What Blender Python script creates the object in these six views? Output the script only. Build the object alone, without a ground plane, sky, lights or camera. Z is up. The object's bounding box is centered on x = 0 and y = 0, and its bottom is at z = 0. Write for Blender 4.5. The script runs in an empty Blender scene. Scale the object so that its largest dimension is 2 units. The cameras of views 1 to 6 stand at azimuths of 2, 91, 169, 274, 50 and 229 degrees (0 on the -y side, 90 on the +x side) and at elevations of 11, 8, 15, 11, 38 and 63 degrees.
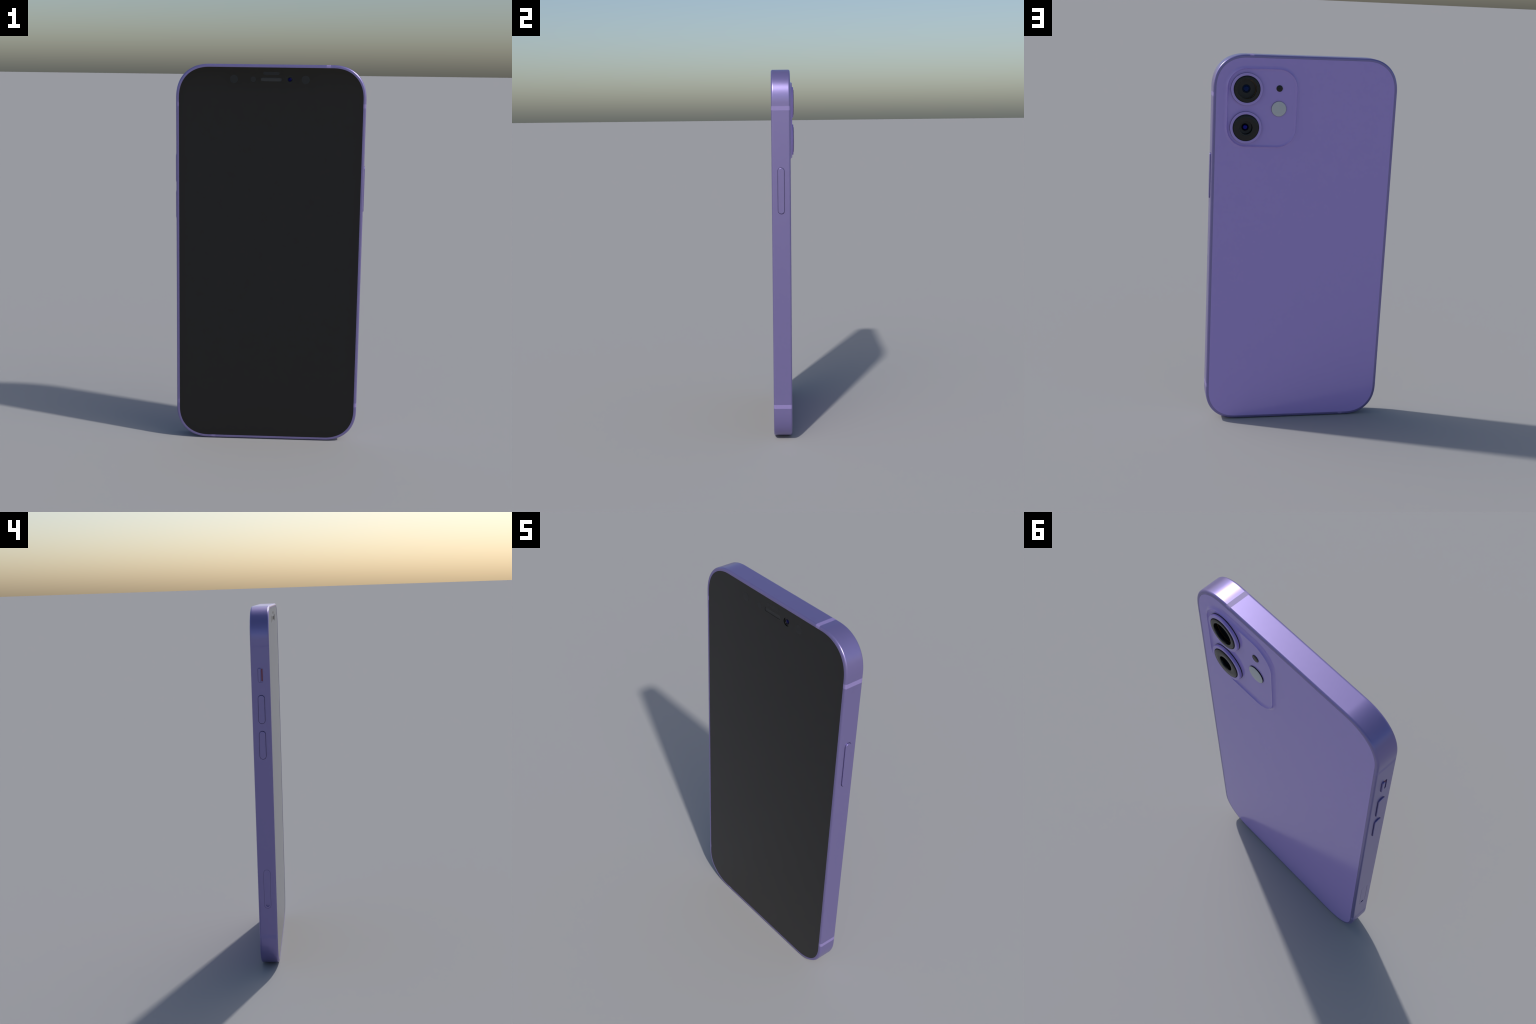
"""A lilac smartphone standing upright: flat metal band with antenna strips,
black glass front with sensor notch, coloured glass back with a raised
two-lens camera plate.  Metres, z up, screen faces -y."""
import bpy, bmesh, math
from mathutils import Vector

# ------------------------------------------------------------------ sizes
HALF_W = 0.4855            # half width of the metal band
HEIGHT = 2.0
Y_FRONT, Y_BACK = -0.0589, 0.0405
CORNER, POWER = 0.176, 2.28        # extent and exponent of the soft corners
RIM = 0.0152               # visible metal around the glass
EDGE_R = 0.0090            # rounding of the metal edges
RIM_FRONT, RIM_BACK = -0.0596, 0.0402   # the metal stands proud of the front glass
BAND_W = 0.0215            # antenna strips
BAND_Z = (1.7965, 0.2040)
BAND_TOP_X, BAND_BOTTOM_X = 0.2905, -0.2870
SIDE_Y = -0.0103           # centre line of the side buttons

# -------------------------------------------------------------- materials
def node_material(name, colour, rough, metallic=0.0, ior=1.5, coat=0.0,
                  grain=0.02, grain_scale=60.0, specular=0.5, rough_var=0.02,
                  tint=None):
    """Principled surface with a faint procedural grain in colour and gloss."""
    m = bpy.data.materials.new(name)
    m.use_nodes = True
    nt = m.node_tree
    b = nt.nodes["Principled BSDF"]
    tc = nt.nodes.new("ShaderNodeTexCoord")
    nz = nt.nodes.new("ShaderNodeTexNoise")
    nz.inputs["Scale"].default_value = grain_scale
    nz.inputs["Detail"].default_value = 3.0
    nt.links.new(tc.outputs["Object"], nz.inputs["Vector"])
    ramp = nt.nodes.new("ShaderNodeValToRGB")
    lo = [c * (1 - grain) for c in colour]
    hi = [min(1, c * (1 + grain)) for c in colour]
    ramp.color_ramp.elements[0].position = 0.3
    ramp.color_ramp.elements[1].position = 0.7
    ramp.color_ramp.elements[0].color = (*lo, 1)
    ramp.color_ramp.elements[1].color = (*hi, 1)
    nt.links.new(nz.outputs["Fac"], ramp.inputs["Fac"])
    nt.links.new(ramp.outputs["Color"], b.inputs["Base Color"])
    rr = nt.nodes.new("ShaderNodeMapRange")
    rr.inputs["To Min"].default_value = max(0.0, rough - rough_var)
    rr.inputs["To Max"].default_value = rough + rough_var
    nt.links.new(nz.outputs["Fac"], rr.inputs["Value"])
    nt.links.new(rr.outputs["Result"], b.inputs["Roughness"])
    b.inputs["Metallic"].default_value = metallic
    b.inputs["IOR"].default_value = ior
    b.inputs["Specular IOR Level"].default_value = specular
    b.inputs["Coat Weight"].default_value = coat
    if tint:
        b.inputs["Specular Tint"].default_value = (*tint, 1)
    return m

def display_material():
    """Black cover glass; the picture area is a hair lighter than the bezel."""
    m = node_material("cover_glass", (0.0030, 0.0030, 0.0030), 0.10, grain=0.03, rough_var=0.005)
    nt = m.node_tree
    b = nt.nodes["Principled BSDF"]
    old = b.inputs["Base Color"].links[0].from_socket
    tc = nt.nodes.new("ShaderNodeTexCoord")
    sep = nt.nodes.new("ShaderNodeSeparateXYZ")
    nt.links.new(tc.outputs["Object"], sep.inputs[0])

    def math_node(op, a, b_=None, c=None):
        n = nt.nodes.new("ShaderNodeMath")
        n.operation = op
        for i, v in enumerate((a, b_, c)):
            if v is None:
                continue
            if hasattr(v, "links"):
                nt.links.new(v, n.inputs[i])
            else:
                n.inputs[i].default_value = v
        return n.outputs[0]

    def box(cx, cz, hw, hh, r):
        """1 inside a rounded rectangle."""
        qx = math_node("MAXIMUM", math_node("SUBTRACT", math_node("ABSOLUTE", math_node("SUBTRACT", sep.outputs[0], cx)), hw - r), 0.0)
        qz = math_node("MAXIMUM", math_node("SUBTRACT", math_node("ABSOLUTE", math_node("SUBTRACT", sep.outputs[2], cz)), hh - r), 0.0)
        d = math_node("SQRT", math_node("ADD", math_node("MULTIPLY", qx, qx), math_node("MULTIPLY", qz, qz)))
        return math_node("LESS_THAN", d, r)

    area = box(0, 1.0, HALF_W - 0.043, 0.957, 0.115)
    notch = box(0, 1.955, 0.235, 0.075, 0.05)
    mask = math_node("MULTIPLY", area, math_node("SUBTRACT", 1.0, notch))
    mix = nt.nodes.new("ShaderNodeMix")
    mix.data_type = "RGBA"
    nt.links.new(mask, mix.inputs["Factor"])
    nt.links.new(old, mix.inputs[6])
    mix.inputs[7].default_value = (0.0038, 0.0039, 0.0041, 1)
    nt.links.new(mix.outputs[2], b.inputs["Base Color"])
    return m

MAT = dict(
    metal=node_material("anodised_metal", (0.250, 0.214, 0.460), 0.30, metallic=0.62, grain=0.006, rough_var=0.003),
    band=node_material("antenna_plastic", (0.254, 0.206, 0.455), 0.45, grain=0.01),
    back=node_material("lilac_glass", (0.432, 0.318, 0.735), 0.12, grain=0.004, rough_var=0.005),
    ring=node_material("lilac_ring", (0.438, 0.324, 0.738), 0.16, grain=0.008, rough_var=0.005),
    display=display_material(),
    sensor=node_material("sensor_window", (0.0042, 0.0048, 0.0060), 0.30, grain=0.05),
    grille=node_material("earpiece_mesh", (0.0175, 0.0185, 0.0195), 0.45, grain=0.25, grain_scale=900),
    cover=node_material("lens_cover", (0.0032, 0.0032, 0.0032), 0.24, grain=0.05),
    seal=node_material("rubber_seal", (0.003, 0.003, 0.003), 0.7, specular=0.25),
    selfie=node_material("camera_well", (0.007, 0.007, 0.0075), 0.7, specular=0.3),
    dark=node_material("black_plastic", (0.004, 0.004, 0.0045), 0.5),
    barrel=node_material("lens_barrel", (0.006, 0.0065, 0.007), 0.4),
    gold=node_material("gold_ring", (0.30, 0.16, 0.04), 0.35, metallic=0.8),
    lens=node_material("coated_lens", (0.002, 0.004, 0.014), 0.15, ior=1.8, tint=(0.10, 0.22, 1.0)),
    lens_edge=node_material("lens_edge", (0.002, 0.003, 0.006), 0.3, tint=(0.2, 0.4, 1.0)),
    lens_front=node_material("front_lens_glass", (0.001, 0.001, 0.003), 0.10, ior=1.8, tint=(0.10, 0.10, 1.0)),
    lens_blue=node_material("blue_coated_lens", (0.012, 0.012, 0.24), 0.08, metallic=0.9),
    flash=node_material("flash_diffuser", (0.56, 0.57, 0.57), 0.30, grain=0.04, grain_scale=300),
    red=node_material("red_mark", (0.26, 0.015, 0.012), 0.5),
    steel=node_material("steel", (0.45, 0.44, 0.48), 0.3, metallic=1.0),
)

# --------------------------------------------------------------- builders
ROOT = bpy.data.objects.new("smartphone", None)
ROOT["label"] = "tall lilac smartphone, black screen, two-lens camera plate, metal band"
ROOT["category"] = "smartphone"
bpy.context.collection.objects.link(ROOT)

def finish(bm, name, mat, parent=ROOT, sharp=32.0):
    bmesh.ops.recalc_face_normals(bm, faces=bm.faces)
    me = bpy.data.meshes.new(name)
    bm.to_mesh(me)
    bm.free()
    for p in me.polygons:
        p.use_smooth = True
    me.set_sharp_from_angle(angle=math.radians(sharp))
    for x in (mat if isinstance(mat, (list, tuple)) else [mat]):
        me.materials.append(x)
    ob = bpy.data.objects.new(name, me)
    bpy.context.collection.objects.link(ob)
    ob.parent = parent
    return ob

def soft_outline(hw, hh, ext, power, n=40, extra=()):
    """Counter-clockwise rounded rectangle about the origin, corners are
    superellipse arcs; `extra` lists (side, coordinate) of added points."""
    arc = []
    for i in range(n + 1):
        t = math.pi / 2 * i / n
        c, s = math.cos(t), math.sin(t)
        k = (abs(c) ** power + abs(s) ** power) ** (-1 / power)
        arc.append((k * c, k * s))
    add = {s: sorted(v for q, v in extra if q == s) for s in ("right", "top", "left", "bottom")}
    cx, cy = hw - ext, hh - ext
    pts = [(hw, v) for v in add["right"]]
    pts += [(cx + ext * a, cy + ext * b) for a, b in arc]
    pts += [(v, hh) for v in reversed(add["top"])]
    pts += [(-cx - ext * b, cy + ext * a) for a, b in arc]
    pts += [(-hw, v) for v in reversed(add["left"])]
    pts += [(-cx - ext * a, -cy - ext * b) for a, b in arc]
    pts += [(v, -hh) for v in add["bottom"]]
    pts += [(cx + ext * b, -cy - ext * a) for a, b in arc]
    out = []
    for p in pts:                       # drop doubled points
        if not out or math.dist(p, out[-1]) > 1e-6:
            out.append(p)
    if math.dist(out[0], out[-1]) < 1e-6:
        out.pop()
    return out

def pill(hu, hv, r=None, n=14):
    return soft_outline(hu, hv, r if r else min(hu, hv) - 1e-5, 2.0, n)

def add_ring(bm, pts):
    return [bm.verts.new(p) for p in pts]

def bridge(bm, a, b):
    n = len(a)
    return [bm.faces.new((a[i], a[(i + 1) % n], b[(i + 1) % n], b[i])) for i in range(n)]

def loop_edges(bm, loop):
    n = len(loop)
    return [bm.edges.get((loop[i], loop[(i + 1) % n])) or bm.edges.new((loop[i], loop[(i + 1) % n])) for i in range(n)]

def fill_between(bm, loops):
    edges = []
    for l in loops:
        edges += loop_edges(bm, l)
    bmesh.ops.triangle_fill(bm, use_beauty=True, edges=edges)

def stack(outline_at, levels, place, cap_start=True, cap_end=True):
    """Loft of the same outline: levels = [(inset, depth)]."""
    bm = bmesh.new()
    rings = [add_ring(bm, [place(u, v, w) for u, v in outline_at(d)]) for d, w in levels]
    for a, b in zip(rings, rings[1:]):
        bridge(bm, a, b)
    if cap_start:
        bm.faces.new(rings[0])
    if cap_end:
        bm.faces.new(rings[-1])
    return bm, rings

def lathe(profile, centre, name, mat, parent, segs=96, sharp=32.0, close=False):
    """Turn (radius, y) about an axis along y through centre (x, z)."""
    bm = bmesh.new()
    rings = []
    for r, y in profile:
        if r < 1e-6:
            rings.append([bm.verts.new((centre[0], y, centre[1]))])
        else:
            rings.append(add_ring(bm, [(centre[0] + r * math.cos(2 * math.pi * i / segs), y,
                                        centre[1] + r * math.sin(2 * math.pi * i / segs)) for i in range(segs)]))
    pairs = list(zip(rings, rings[1:])) + ([(rings[-1], rings[0])] if close else [])
    for a, b in pairs:
        if len(a) == 1 or len(b) == 1:
            tip, ring = (a[0], b) if len(a) == 1 else (b[0], a)
            for i in range(segs):
                bm.faces.new((tip, ring[i], ring[(i + 1) % segs]))
        else:
            bridge(bm, a, b)
    return finish(bm, name, mat, parent, sharp)

def dome(r, y0, h, steps=10):
    """Profile of a spherical cap, rim at y0, top at y0 + h."""
    return [(r * math.cos(math.pi / 2 * i / steps), y0 + h * math.sin(math.pi / 2 * i / steps)) for i in range(steps + 1)]

# placements: (u, v, outward depth) -> world
def on_side(sign, cz):
    return lambda u, v, w: (sign * (HALF_W + w), SIDE_Y + u, cz + v)

def on_bottom(cx):
    return lambda u, v, w: (cx + u, SIDE_Y + v, -w)

# ------------------------------------------------------------- metal band
extra = []
for z in BAND_Z:
    for s in ("left", "right"):
        extra += [(s, z - 1 - BAND_W / 2), (s, z - 1 + BAND_W / 2)]
extra += [("top", BAND_TOP_X - BAND_W / 2), ("top", BAND_TOP_X + BAND_W / 2)]
extra += [("bottom", BAND_BOTTOM_X - BAND_W / 2), ("bottom", BAND_BOTTOM_X + BAND_W / 2)]

def body_outline(inset, more=()):
    return soft_outline(HALF_W - inset, HEIGHT / 2 - inset, CORNER - inset, POWER, 48, more)

yf, yb = RIM_FRONT, RIM_BACK
profile = [(0.060, yf + 0.012), (RIM, yf + 0.012), (RIM, yf), (RIM - 0.0012, yf), (EDGE_R + 0.0006, yf)]
ROUND = 8
for i in range(ROUND + 1):
    t = math.pi / 2 * i / ROUND
    profile.append((EDGE_R * (1 - math.sin(t)), yf + EDGE_R * (1 - math.cos(t))))
profile += [(0.0, yf + EDGE_R + 0.0008), (0.0, yb - EDGE_R - 0.0008)]
for i in range(ROUND + 1):
    t = math.pi / 2 * i / ROUND
    profile.append((EDGE_R * (1 - math.cos(t)), yb - EDGE_R * (1 - math.sin(t))))
profile += [(EDGE_R + 0.0006, yb), (RIM - 0.0012, yb), (RIM, yb), (RIM, yb - 0.012), (0.060, yb - 0.012)]

bm = bmesh.new()
rings = [add_ring(bm, [(x, y, z + 1.0) for x, z in body_outline(d, extra)]) for d, y in profile]
for a, b in zip(rings, rings[1:] + rings[:1]):
    bridge(bm, a, b)
frame = finish(bm, "frame", MAT["metal"])

# pockets cut into the band: buttons, switch, card tray, port, holes, screws
cutters = bmesh.new()
def cut(outline, place, depth):
    bm, _ = stack(lambda d: outline, [(0, -depth), (0, 0.02)], place)
    bmesh.ops.recalc_face_normals(bm, faces=bm.faces)
    me = bpy.data.meshes.new("cut")
    bm.to_mesh(me)
    bm.free()
    cutters.from_mesh(me)
    bpy.data.meshes.remove(me)

POWER_BTN = (1, (1.2480 + 1.4913) / 2, 0.0184, (1.4913 - 1.2480) / 2)
VOLUME = [(-1, (1.3881 + 1.5416) / 2, 0.0186, 0.0768), (-1, (1.1974 + 1.3506) / 2, 0.0184, 0.0766)]
TRAY = (-1, (0.366 + 0.5858) / 2, 0.0186, 0.1099)
SWITCH = (-1, (1.6075 + 1.6847) / 2, 0.0145, 0.0386)
for sgn, cz, hu, hv in [POWER_BTN] + VOLUME:
    cut(pill(hu, hv), on_side(sgn, cz), 0.014)
cut(pill(TRAY[2], TRAY[3]), on_side(-1, TRAY[1]), 0.006)
cut(pill(0.0092, 0.00922, None, 8), on_side(-1, 0.3853), 0.030)
cut(pill(SWITCH[2], SWITCH[3], 0.010), on_side(-1, SWITCH[1]), 0.0045)
PORT = (0.061, 0.0165)
HOLES = [-0.148 - 0.0262 * i for i in range(4)] + [0.148 + 0.0262 * i for i in range(6)]
SCREWS = (-0.108, 0.108)
cut(pill(*PORT), on_bottom(0), 0.040)
for hx in HOLES:
    cut(pill(0.0085, 0.00852, None, 6), on_bottom(hx), 0.02)
for sx in SCREWS:
    cut(pill(0.0105, 0.01052, None, 8), on_bottom(sx), 0.004)
cm = bpy.data.meshes.new("cutter")
cutters.to_mesh(cm)
cutters.free()
cutter = bpy.data.objects.new("cutter", cm)
bpy.context.collection.objects.link(cutter)
mod = frame.modifiers.new("pockets", "BOOLEAN")
mod.operation, mod.solver, mod.object = "DIFFERENCE", "EXACT", cutter
bpy.context.view_layer.update()
cut_mesh = bpy.data.meshes.new_from_object(frame.evaluated_get(bpy.context.evaluated_depsgraph_get()))
frame.modifiers.clear()
old = frame.data
frame.data = cut_mesh
cut_mesh.name = "frame"
bpy.data.meshes.remove(old)
bpy.data.objects.remove(cutter)
bpy.data.meshes.remove(cm)

# the antenna strips are the band's own faces, taken out as parts
def strip_of(c):
    h = BAND_W / 2 - 1e-4
    for i, z in enumerate(BAND_Z):
        if abs(c.z - z) < h and abs(c.x) > HALF_W - 0.08:
            return i * 2 + (c.x > 0)
    if abs(c.x - BAND_TOP_X) < h and c.z > HEIGHT - 0.08:
        return 4
    if abs(c.x - BAND_BOTTOM_X) < h and c.z < 0.08:
        return 5
    return None

src = bmesh.new()
src.from_mesh(frame.data)
faces = {}
for f in src.faces:
    faces.setdefault(strip_of(f.calc_center_median()), []).append(f.index)
for key in sorted(k for k in faces if k is not None):
    part = src.copy()
    part.faces.ensure_lookup_table()
    keep = set(faces[key])
    bmesh.ops.delete(part, geom=[f for f in part.faces if f.index not in keep], context="FACES")
    for e in part.edges:
        e.smooth = True
    finish(part, "antenna_band", MAT["band"], frame)
keep = set(faces[None])
bmesh.ops.delete(src, geom=[f for f in src.faces if f.index not in keep], context="FACES")
src.to_mesh(frame.data)
src.free()
for p in frame.data.polygons:
    p.use_smooth = True
frame.data.set_sharp_from_angle(angle=math.radians(32))

# ------------------------------------------------- buttons, switch, tray
GAP, PROUD = 0.0021, 0.0055

def button(name, sgn, cz, hu, hv, proud=PROUD, gap=GAP, corner=None, depth=0.0138, soft=0.0022, du=0.0, mat="metal"):
    hu, hv = hu - gap, hv - gap
    r = corner if corner else min(hu, hv) - 1e-5
    def outline(d):
        return soft_outline(hu - d, hv - d, max(r - d, 1e-4), 2.0, 14)
    levels = [(0, -depth), (0, proud - soft - 0.0003), (0, proud - soft)]
    for i in range(1, 6):
        t = math.pi / 2 * i / 5
        levels.append((soft * (1 - math.cos(t)), proud - soft * (1 - math.sin(t))))
    levels.append((soft + 0.0005, proud))
    pl = on_side(sgn, cz)
    bm, _ = stack(outline, levels, lambda u, v, w: pl(u + du, v, w))
    return finish(bm, name, MAT[mat], frame)

button("power_button", *POWER_BTN)
for v in VOLUME:
    button("volume_button", *v)
# mute switch: a lever filling the rear part of its slot, a red mark beside it
lever_hu = 0.0078
button("mute_switch", -1, SWITCH[1], lever_hu + 0.0, SWITCH[3] - 0.0006, proud=0.0057, gap=0.0010,
       corner=0.0062, depth=0.0044, soft=0.0030, du=SWITCH[2] - lever_hu - 0.0004)
button("mute_mark", -1, SWITCH[1], 0.0030, SWITCH[3] - 0.006, proud=-0.0032, gap=0.0002, corner=0.0008,
       depth=0.0044, soft=0.0003, du=-0.0072, mat="red")

# card tray, flush, with its pin hole
def tray_ring(d):
    return soft_outline(TRAY[2] - 0.0007 - d, TRAY[3] - 0.0007 - d, TRAY[2] - 0.0008 - d, 2.0, 14)
bm = bmesh.new()
pl = on_side(-1, TRAY[1])
base = add_ring(bm, [pl(u, v, -0.0058) for u, v in tray_ring(0)])
lip = add_ring(bm, [pl(u, v, -0.0005) for u, v in tray_ring(0)])
top = add_ring(bm, [pl(u, v, 0.0) for u, v in tray_ring(0.0005)])
hole_z, hole_r = 0.3853 - TRAY[1], 0.0092
circle = [(hole_r * math.cos(2 * math.pi * i / 32), hole_z + hole_r * math.sin(2 * math.pi * i / 32)) for i in range(32)]
h0 = add_ring(bm, [pl(u, v, 0.0) for u, v in circle])
h1 = add_ring(bm, [pl(u, v, -0.0058) for u, v in circle])
bridge(bm, base, lip)
bridge(bm, lip, top)
bridge(bm, h0, h1)
fill_between(bm, [top, h0])
finish(bm, "card_tray", MAT["metal"], frame)
bm, _ = stack(lambda d: pill(0.0090 - d, 0.00902 - d, None, 8), [(0, -0.029), (0, -0.013)], on_side(-1, 0.3853))
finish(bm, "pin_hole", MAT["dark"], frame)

# ------------------------------------------------------------ bottom edge
bm, _ = stack(lambda d: pill(PORT[0] - d, PORT[1] - d), [(0.0006, -0.0395), (0.0006, -0.012), (0.0026, -0.012), (0.0026, -0.036)],
              on_bottom(0), cap_start=False)
finish(bm, "charging_port", MAT["dark"], frame)
bm, _ = stack(lambda d: pill(0.044 - d, 0.0042 - d), [(0, -0.0365), (0, -0.016), (0.0006, -0.0154)], on_bottom(0))
finish(bm, "port_tongue", MAT["dark"], frame)
plug_mesh = None
for hx in HOLES:
    if plug_mesh is None:
        bm, _ = stack(lambda d: pill(0.0085 - d, 0.00852 - d, None, 6), [(0.0003, -0.0195), (0.0003, -0.006)], on_bottom(0))
        ob = finish(bm, "speaker_hole", MAT["dark"], frame)
        plug_mesh = ob.data
    else:
        ob = bpy.data.objects.new("speaker_hole", plug_mesh)
        bpy.context.collection.objects.link(ob)
        ob.parent = frame
    ob.location.x = hx
screw_mesh = None
for sx in SCREWS:
    if screw_mesh is None:
        bm, _ = stack(lambda d: pill(0.0105 - d, 0.01052 - d, None, 8), [(0.0006, -0.0039), (0.0006, -0.0012), (0.0016, -0.0006)], on_bottom(0))
        ob = finish(bm, "screw", MAT["steel"], frame)
        screw_mesh = ob.data
    else:
        ob = bpy.data.objects.new("screw", screw_mesh)
        bpy.context.collection.objects.link(ob)
        ob.parent = frame
    ob.location.x = sx

# ------------------------------------------------------------ front glass
def glass_outline(d):
    return body_outline(RIM + 0.0003 + d)

def glass_edge(bm, y_out, inward):
    """Seat, rounded edge and a flat collar; returns the innermost loop."""
    lv = [(0.0, y_out + inward * 0.011), (0.0, y_out + inward * 0.0002), (0.0003, y_out), (0.0016, y_out)]
    rs = [add_ring(bm, [(x, y, z + 1.0) for x, z in glass_outline(d)]) for d, y in lv]
    for a, b in zip(rs, rs[1:]):
        bridge(bm, a, b)
    return rs[-1]

SENSOR_Z = 1.9252
EAR = (0.0013, SENSOR_Z, 0.0537, 0.0093)           # centre x, z, half sizes
SELFIE = (0.0953, SENSOR_Z, 0.0195)
bm = bmesh.new()
loop = glass_edge(bm, Y_FRONT, 1)
ear = [(EAR[0] + u, EAR[1] + v) for u, v in pill(EAR[2], EAR[3], 0.0082)]
eye = [(SELFIE[0] + SELFIE[2] * math.cos(2 * math.pi * i / 48), SELFIE[1] + SELFIE[2] * math.sin(2 * math.pi * i / 48)) for i in range(48)]
holes = []
for o, dep in ((ear, 0.0042), (eye, 0.0095)):
    t = add_ring(bm, [(x, Y_FRONT, z) for x, z in o])
    u = add_ring(bm, [(x, Y_FRONT + dep, z) for x, z in o])
    bridge(bm, t, u)
    holes.append(t)
fill_between(bm, [loop] + holes)
display = finish(bm, "display_glass", MAT["display"])

bm, _ = stack(lambda d: pill(EAR[2] - d, EAR[3] - d, 0.0082 - d), [(0.0001, -0.0044), (0.0001, -0.0016)],
              lambda u, v, w: (EAR[0] + u, Y_FRONT - w, EAR[1] + v))
finish(bm, "earpiece", MAT["grille"], display)
bm, _ = stack(lambda d: pill(0.0418 - d, 0.0072 - d), [(0.0, -0.003), (0.0, 0.0002)],
              lambda u, v, w: (0.0012 + u, Y_FRONT - w, 1.9552 + v))
finish(bm, "light_sensor", MAT["sensor"], display)
for sx, r in ((-0.1885, 0.0205), (-0.0910, 0.0139), (0.1751, 0.0208)):
    lathe([(r, Y_FRONT + 0.003), (r, Y_FRONT - 0.0002), (0, Y_FRONT - 0.0002)],
          (sx, SENSOR_Z), "face_sensor", MAT["sensor"], display, 48)
lathe([(0.0194, Y_FRONT + 0.0090), (0.0194, Y_FRONT + 0.0036), (0.0125, Y_FRONT + 0.0036), (0.0115, Y_FRONT + 0.0060), (0, Y_FRONT + 0.0060)],
      (SELFIE[0], SENSOR_Z), "front_camera", MAT["cover"], display, 48)
lathe([(r, 2 * (Y_FRONT + 0.0058) - y) for r, y in dome(0.0100, Y_FRONT + 0.0058, 0.0046, 14)],
      (SELFIE[0], SENSOR_Z), "front_lens", MAT["lens_front"], display, 48)

# ------------------------------------------------- back glass and plate
PLATE = (0.2325, 1.7325, 0.1805, 0.1985, 0.098)     # centre, half sizes, corner
LIP_Y, PLATE_Y = 0.0506, 0.0435
COVE = 0.0165

def plate_outline(d):
    return [(PLATE[0] + u, PLATE[1] + v) for u, v in soft_outline(PLATE[2] - d, PLATE[3] - d, PLATE[4] - d, 2.0, 40)]

bm = bmesh.new()
loop = glass_edge(bm, Y_BACK, -1)
border = add_ring(bm, [(x, Y_BACK, z) for x, z in plate_outline(-COVE - 0.002)])
fill_between(bm, [loop, border])
back = finish(bm, "back_glass", MAT["back"])

LENSES = [dict(c=(0.3148, 1.8276), bore=0.0486), dict(c=(0.3146, 1.6314), bore=0.0336)]
RING_R, DISC_R = 0.0815, 0.0684
levels = [(-COVE - 0.002, Y_BACK)]
STEPS = 9
for i in range(STEPS + 1):                       # concave cove up to a crisp lip
    t = i / STEPS
    levels.append((-COVE * (1 - t), Y_BACK + (LIP_Y - Y_BACK) * (1 - math.sqrt(max(0.0, 1 - t ** 2 * 0.93))) / (1 - math.sqrt(0.07))))
for i in range(1, 11):                           # steep, flattening fall from the lip into the plate
    t = i / 10
    levels.append((0.0200 * t * (0.45 + 0.55 * t), PLATE_Y + (LIP_Y - PLATE_Y) * (1 - t) ** 2.6))
levels.append((0.0206, PLATE_Y))
bm = bmesh.new()
rings = [add_ring(bm, [(x, y, z) for x, z in plate_outline(d)]) for d, y in levels]
for a, b in zip(rings, rings[1:]):
    bridge(bm, a, b)
loops = [rings[-1]]
for L in LENSES:
    loops.append(add_ring(bm, [(L["c"][0] + 0.074 * math.cos(2 * math.pi * i / 64), PLATE_Y,
                                L["c"][1] + 0.074 * math.sin(2 * math.pi * i / 64)) for i in range(64)]))
fill_between(bm, loops)
plate = finish(bm, "camera_plate", MAT["back"], sharp=28)

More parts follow.
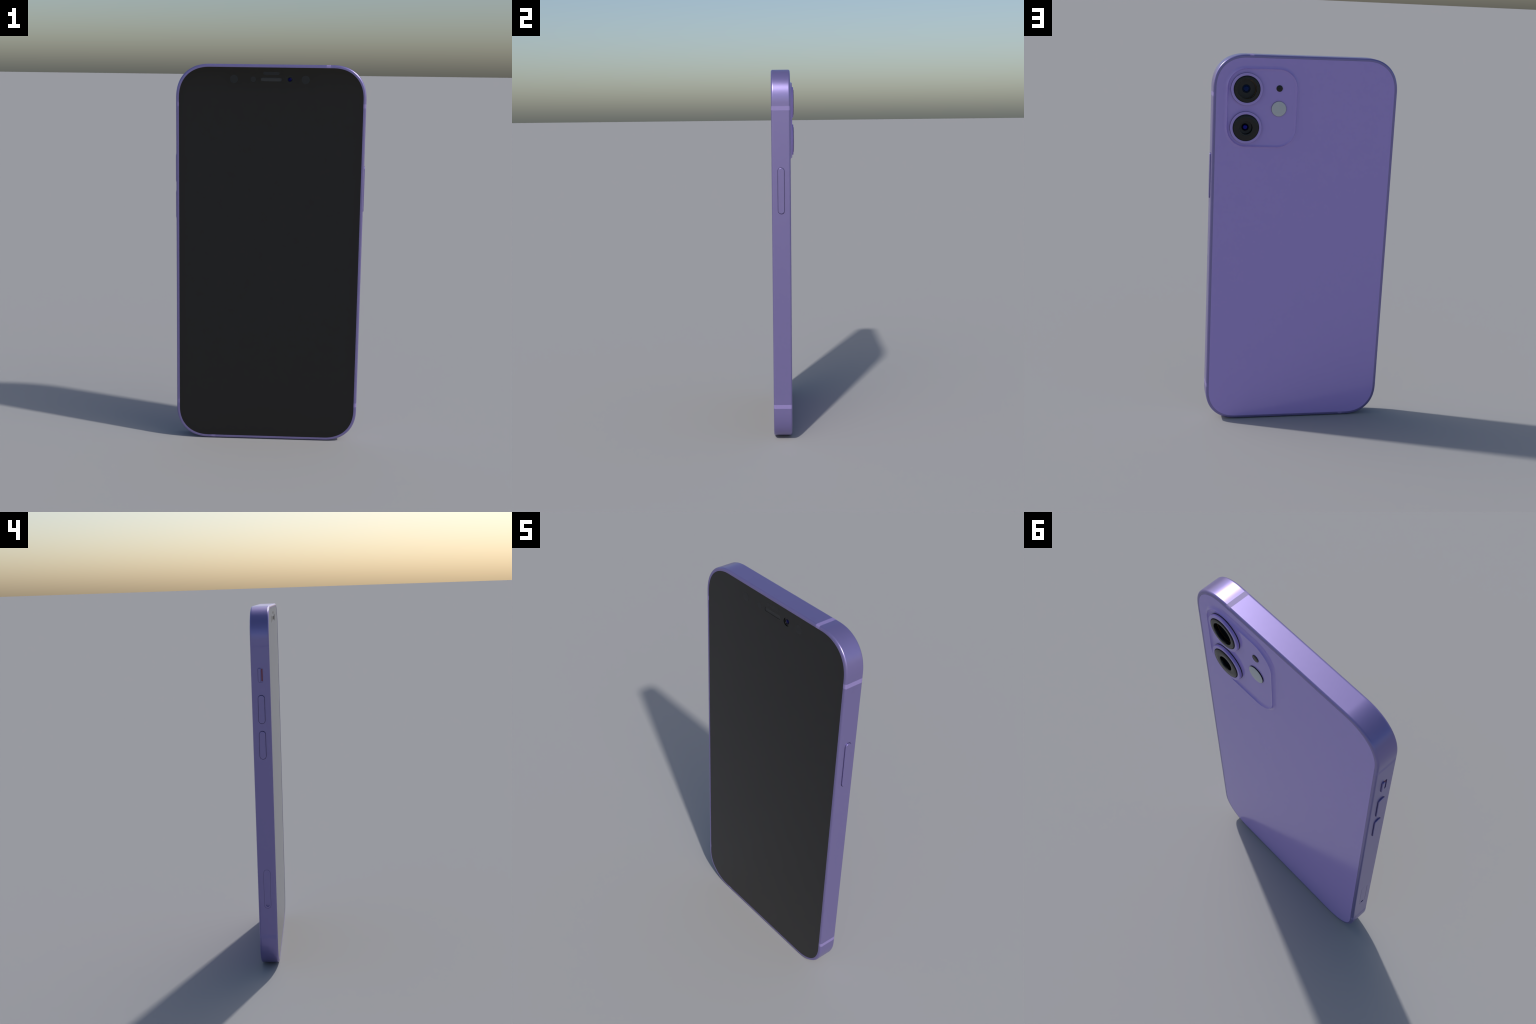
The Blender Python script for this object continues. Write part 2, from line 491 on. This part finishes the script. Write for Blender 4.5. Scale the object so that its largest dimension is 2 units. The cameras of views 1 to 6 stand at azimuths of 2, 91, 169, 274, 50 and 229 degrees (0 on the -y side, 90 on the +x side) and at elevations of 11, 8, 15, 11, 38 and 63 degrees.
for L in LENSES:
    c, bore = L["c"], L["bore"]
    lathe([(0.0790, PLATE_Y - 0.004), (RING_R + 0.0006, PLATE_Y - 0.004), (RING_R + 0.0006, PLATE_Y + 0.0034), (0.0790, PLATE_Y + 0.0034)],
          c, "lens_gasket", MAT["dark"], plate, close=True)
    lathe([(RING_R, PLATE_Y + 0.0006), (RING_R, 0.0566), (RING_R - 0.0004, 0.0573), (RING_R - 0.0012, 0.0576), (RING_R - 0.0022, 0.0577),
           (DISC_R + 0.0014, 0.0577), (DISC_R + 0.0004, 0.0574), (DISC_R + 0.0002, 0.050)], c, "lens_ring", MAT["ring"], plate, 128)
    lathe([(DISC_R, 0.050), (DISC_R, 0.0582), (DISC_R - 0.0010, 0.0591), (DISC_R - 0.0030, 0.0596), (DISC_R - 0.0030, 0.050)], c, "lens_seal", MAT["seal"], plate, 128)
    lathe([(DISC_R - 0.0031, 0.050), (DISC_R - 0.0031, 0.0597), (DISC_R - 0.0036, 0.0600), (bore + 0.0014, 0.0600),
           (bore + 0.0003, 0.0596), (bore, 0.0590), (bore, 0.0405)], c, "lens_cover", MAT["cover"], plate, 128)
    lathe([(bore - 0.0002, 0.0415), (bore - 0.0002, 0.0300), (0.0215, 0.0280), (0.0215, 0.0265), (0, 0.0265)],
          c, "lens_barrel", MAT["barrel"], plate)
    if bore > 0.04:
        lathe([(bore - 0.0001, 0.0424), (bore - 0.0007, 0.0422), (bore - 0.0007, 0.0410), (bore - 0.0001, 0.0408)],
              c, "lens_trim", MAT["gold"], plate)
    if bore > 0.04:
        lathe(dome(0.0212, 0.0275, 0.0030), c, "lens_edge", MAT["lens_edge"], plate)
        lathe(dome(0.0146, 0.0298, 0.0040), c, "lens_element", MAT["lens"], plate)
    else:
        lathe(dome(0.0185, 0.0270, 0.0130, 16), c, "lens_element", MAT["lens_blue"], plate)

lathe([(0.0165, PLATE_Y - 0.002), (0.0165, PLATE_Y + 0.0022), (0.0160, PLATE_Y + 0.0025), (0, PLATE_Y + 0.0025)],
      (0.1447, 1.8342), "rear_microphone", MAT["cover"], plate, 48)
lathe([(0.0388, PLATE_Y - 0.002), (0.0388, PLATE_Y + 0.0040), (0.0382, PLATE_Y + 0.0044)],
      (0.1445, 1.7302), "flash_rim", MAT["dark"], plate, 64)
lathe([(0.0382, PLATE_Y + 0.0044), (0.0366, PLATE_Y + 0.0052), (0.0340, PLATE_Y + 0.0058), (0.0300, PLATE_Y + 0.0061), (0, PLATE_Y + 0.0062)],
      (0.1445, 1.7302), "flash_lamp", MAT["flash"], plate, 64)
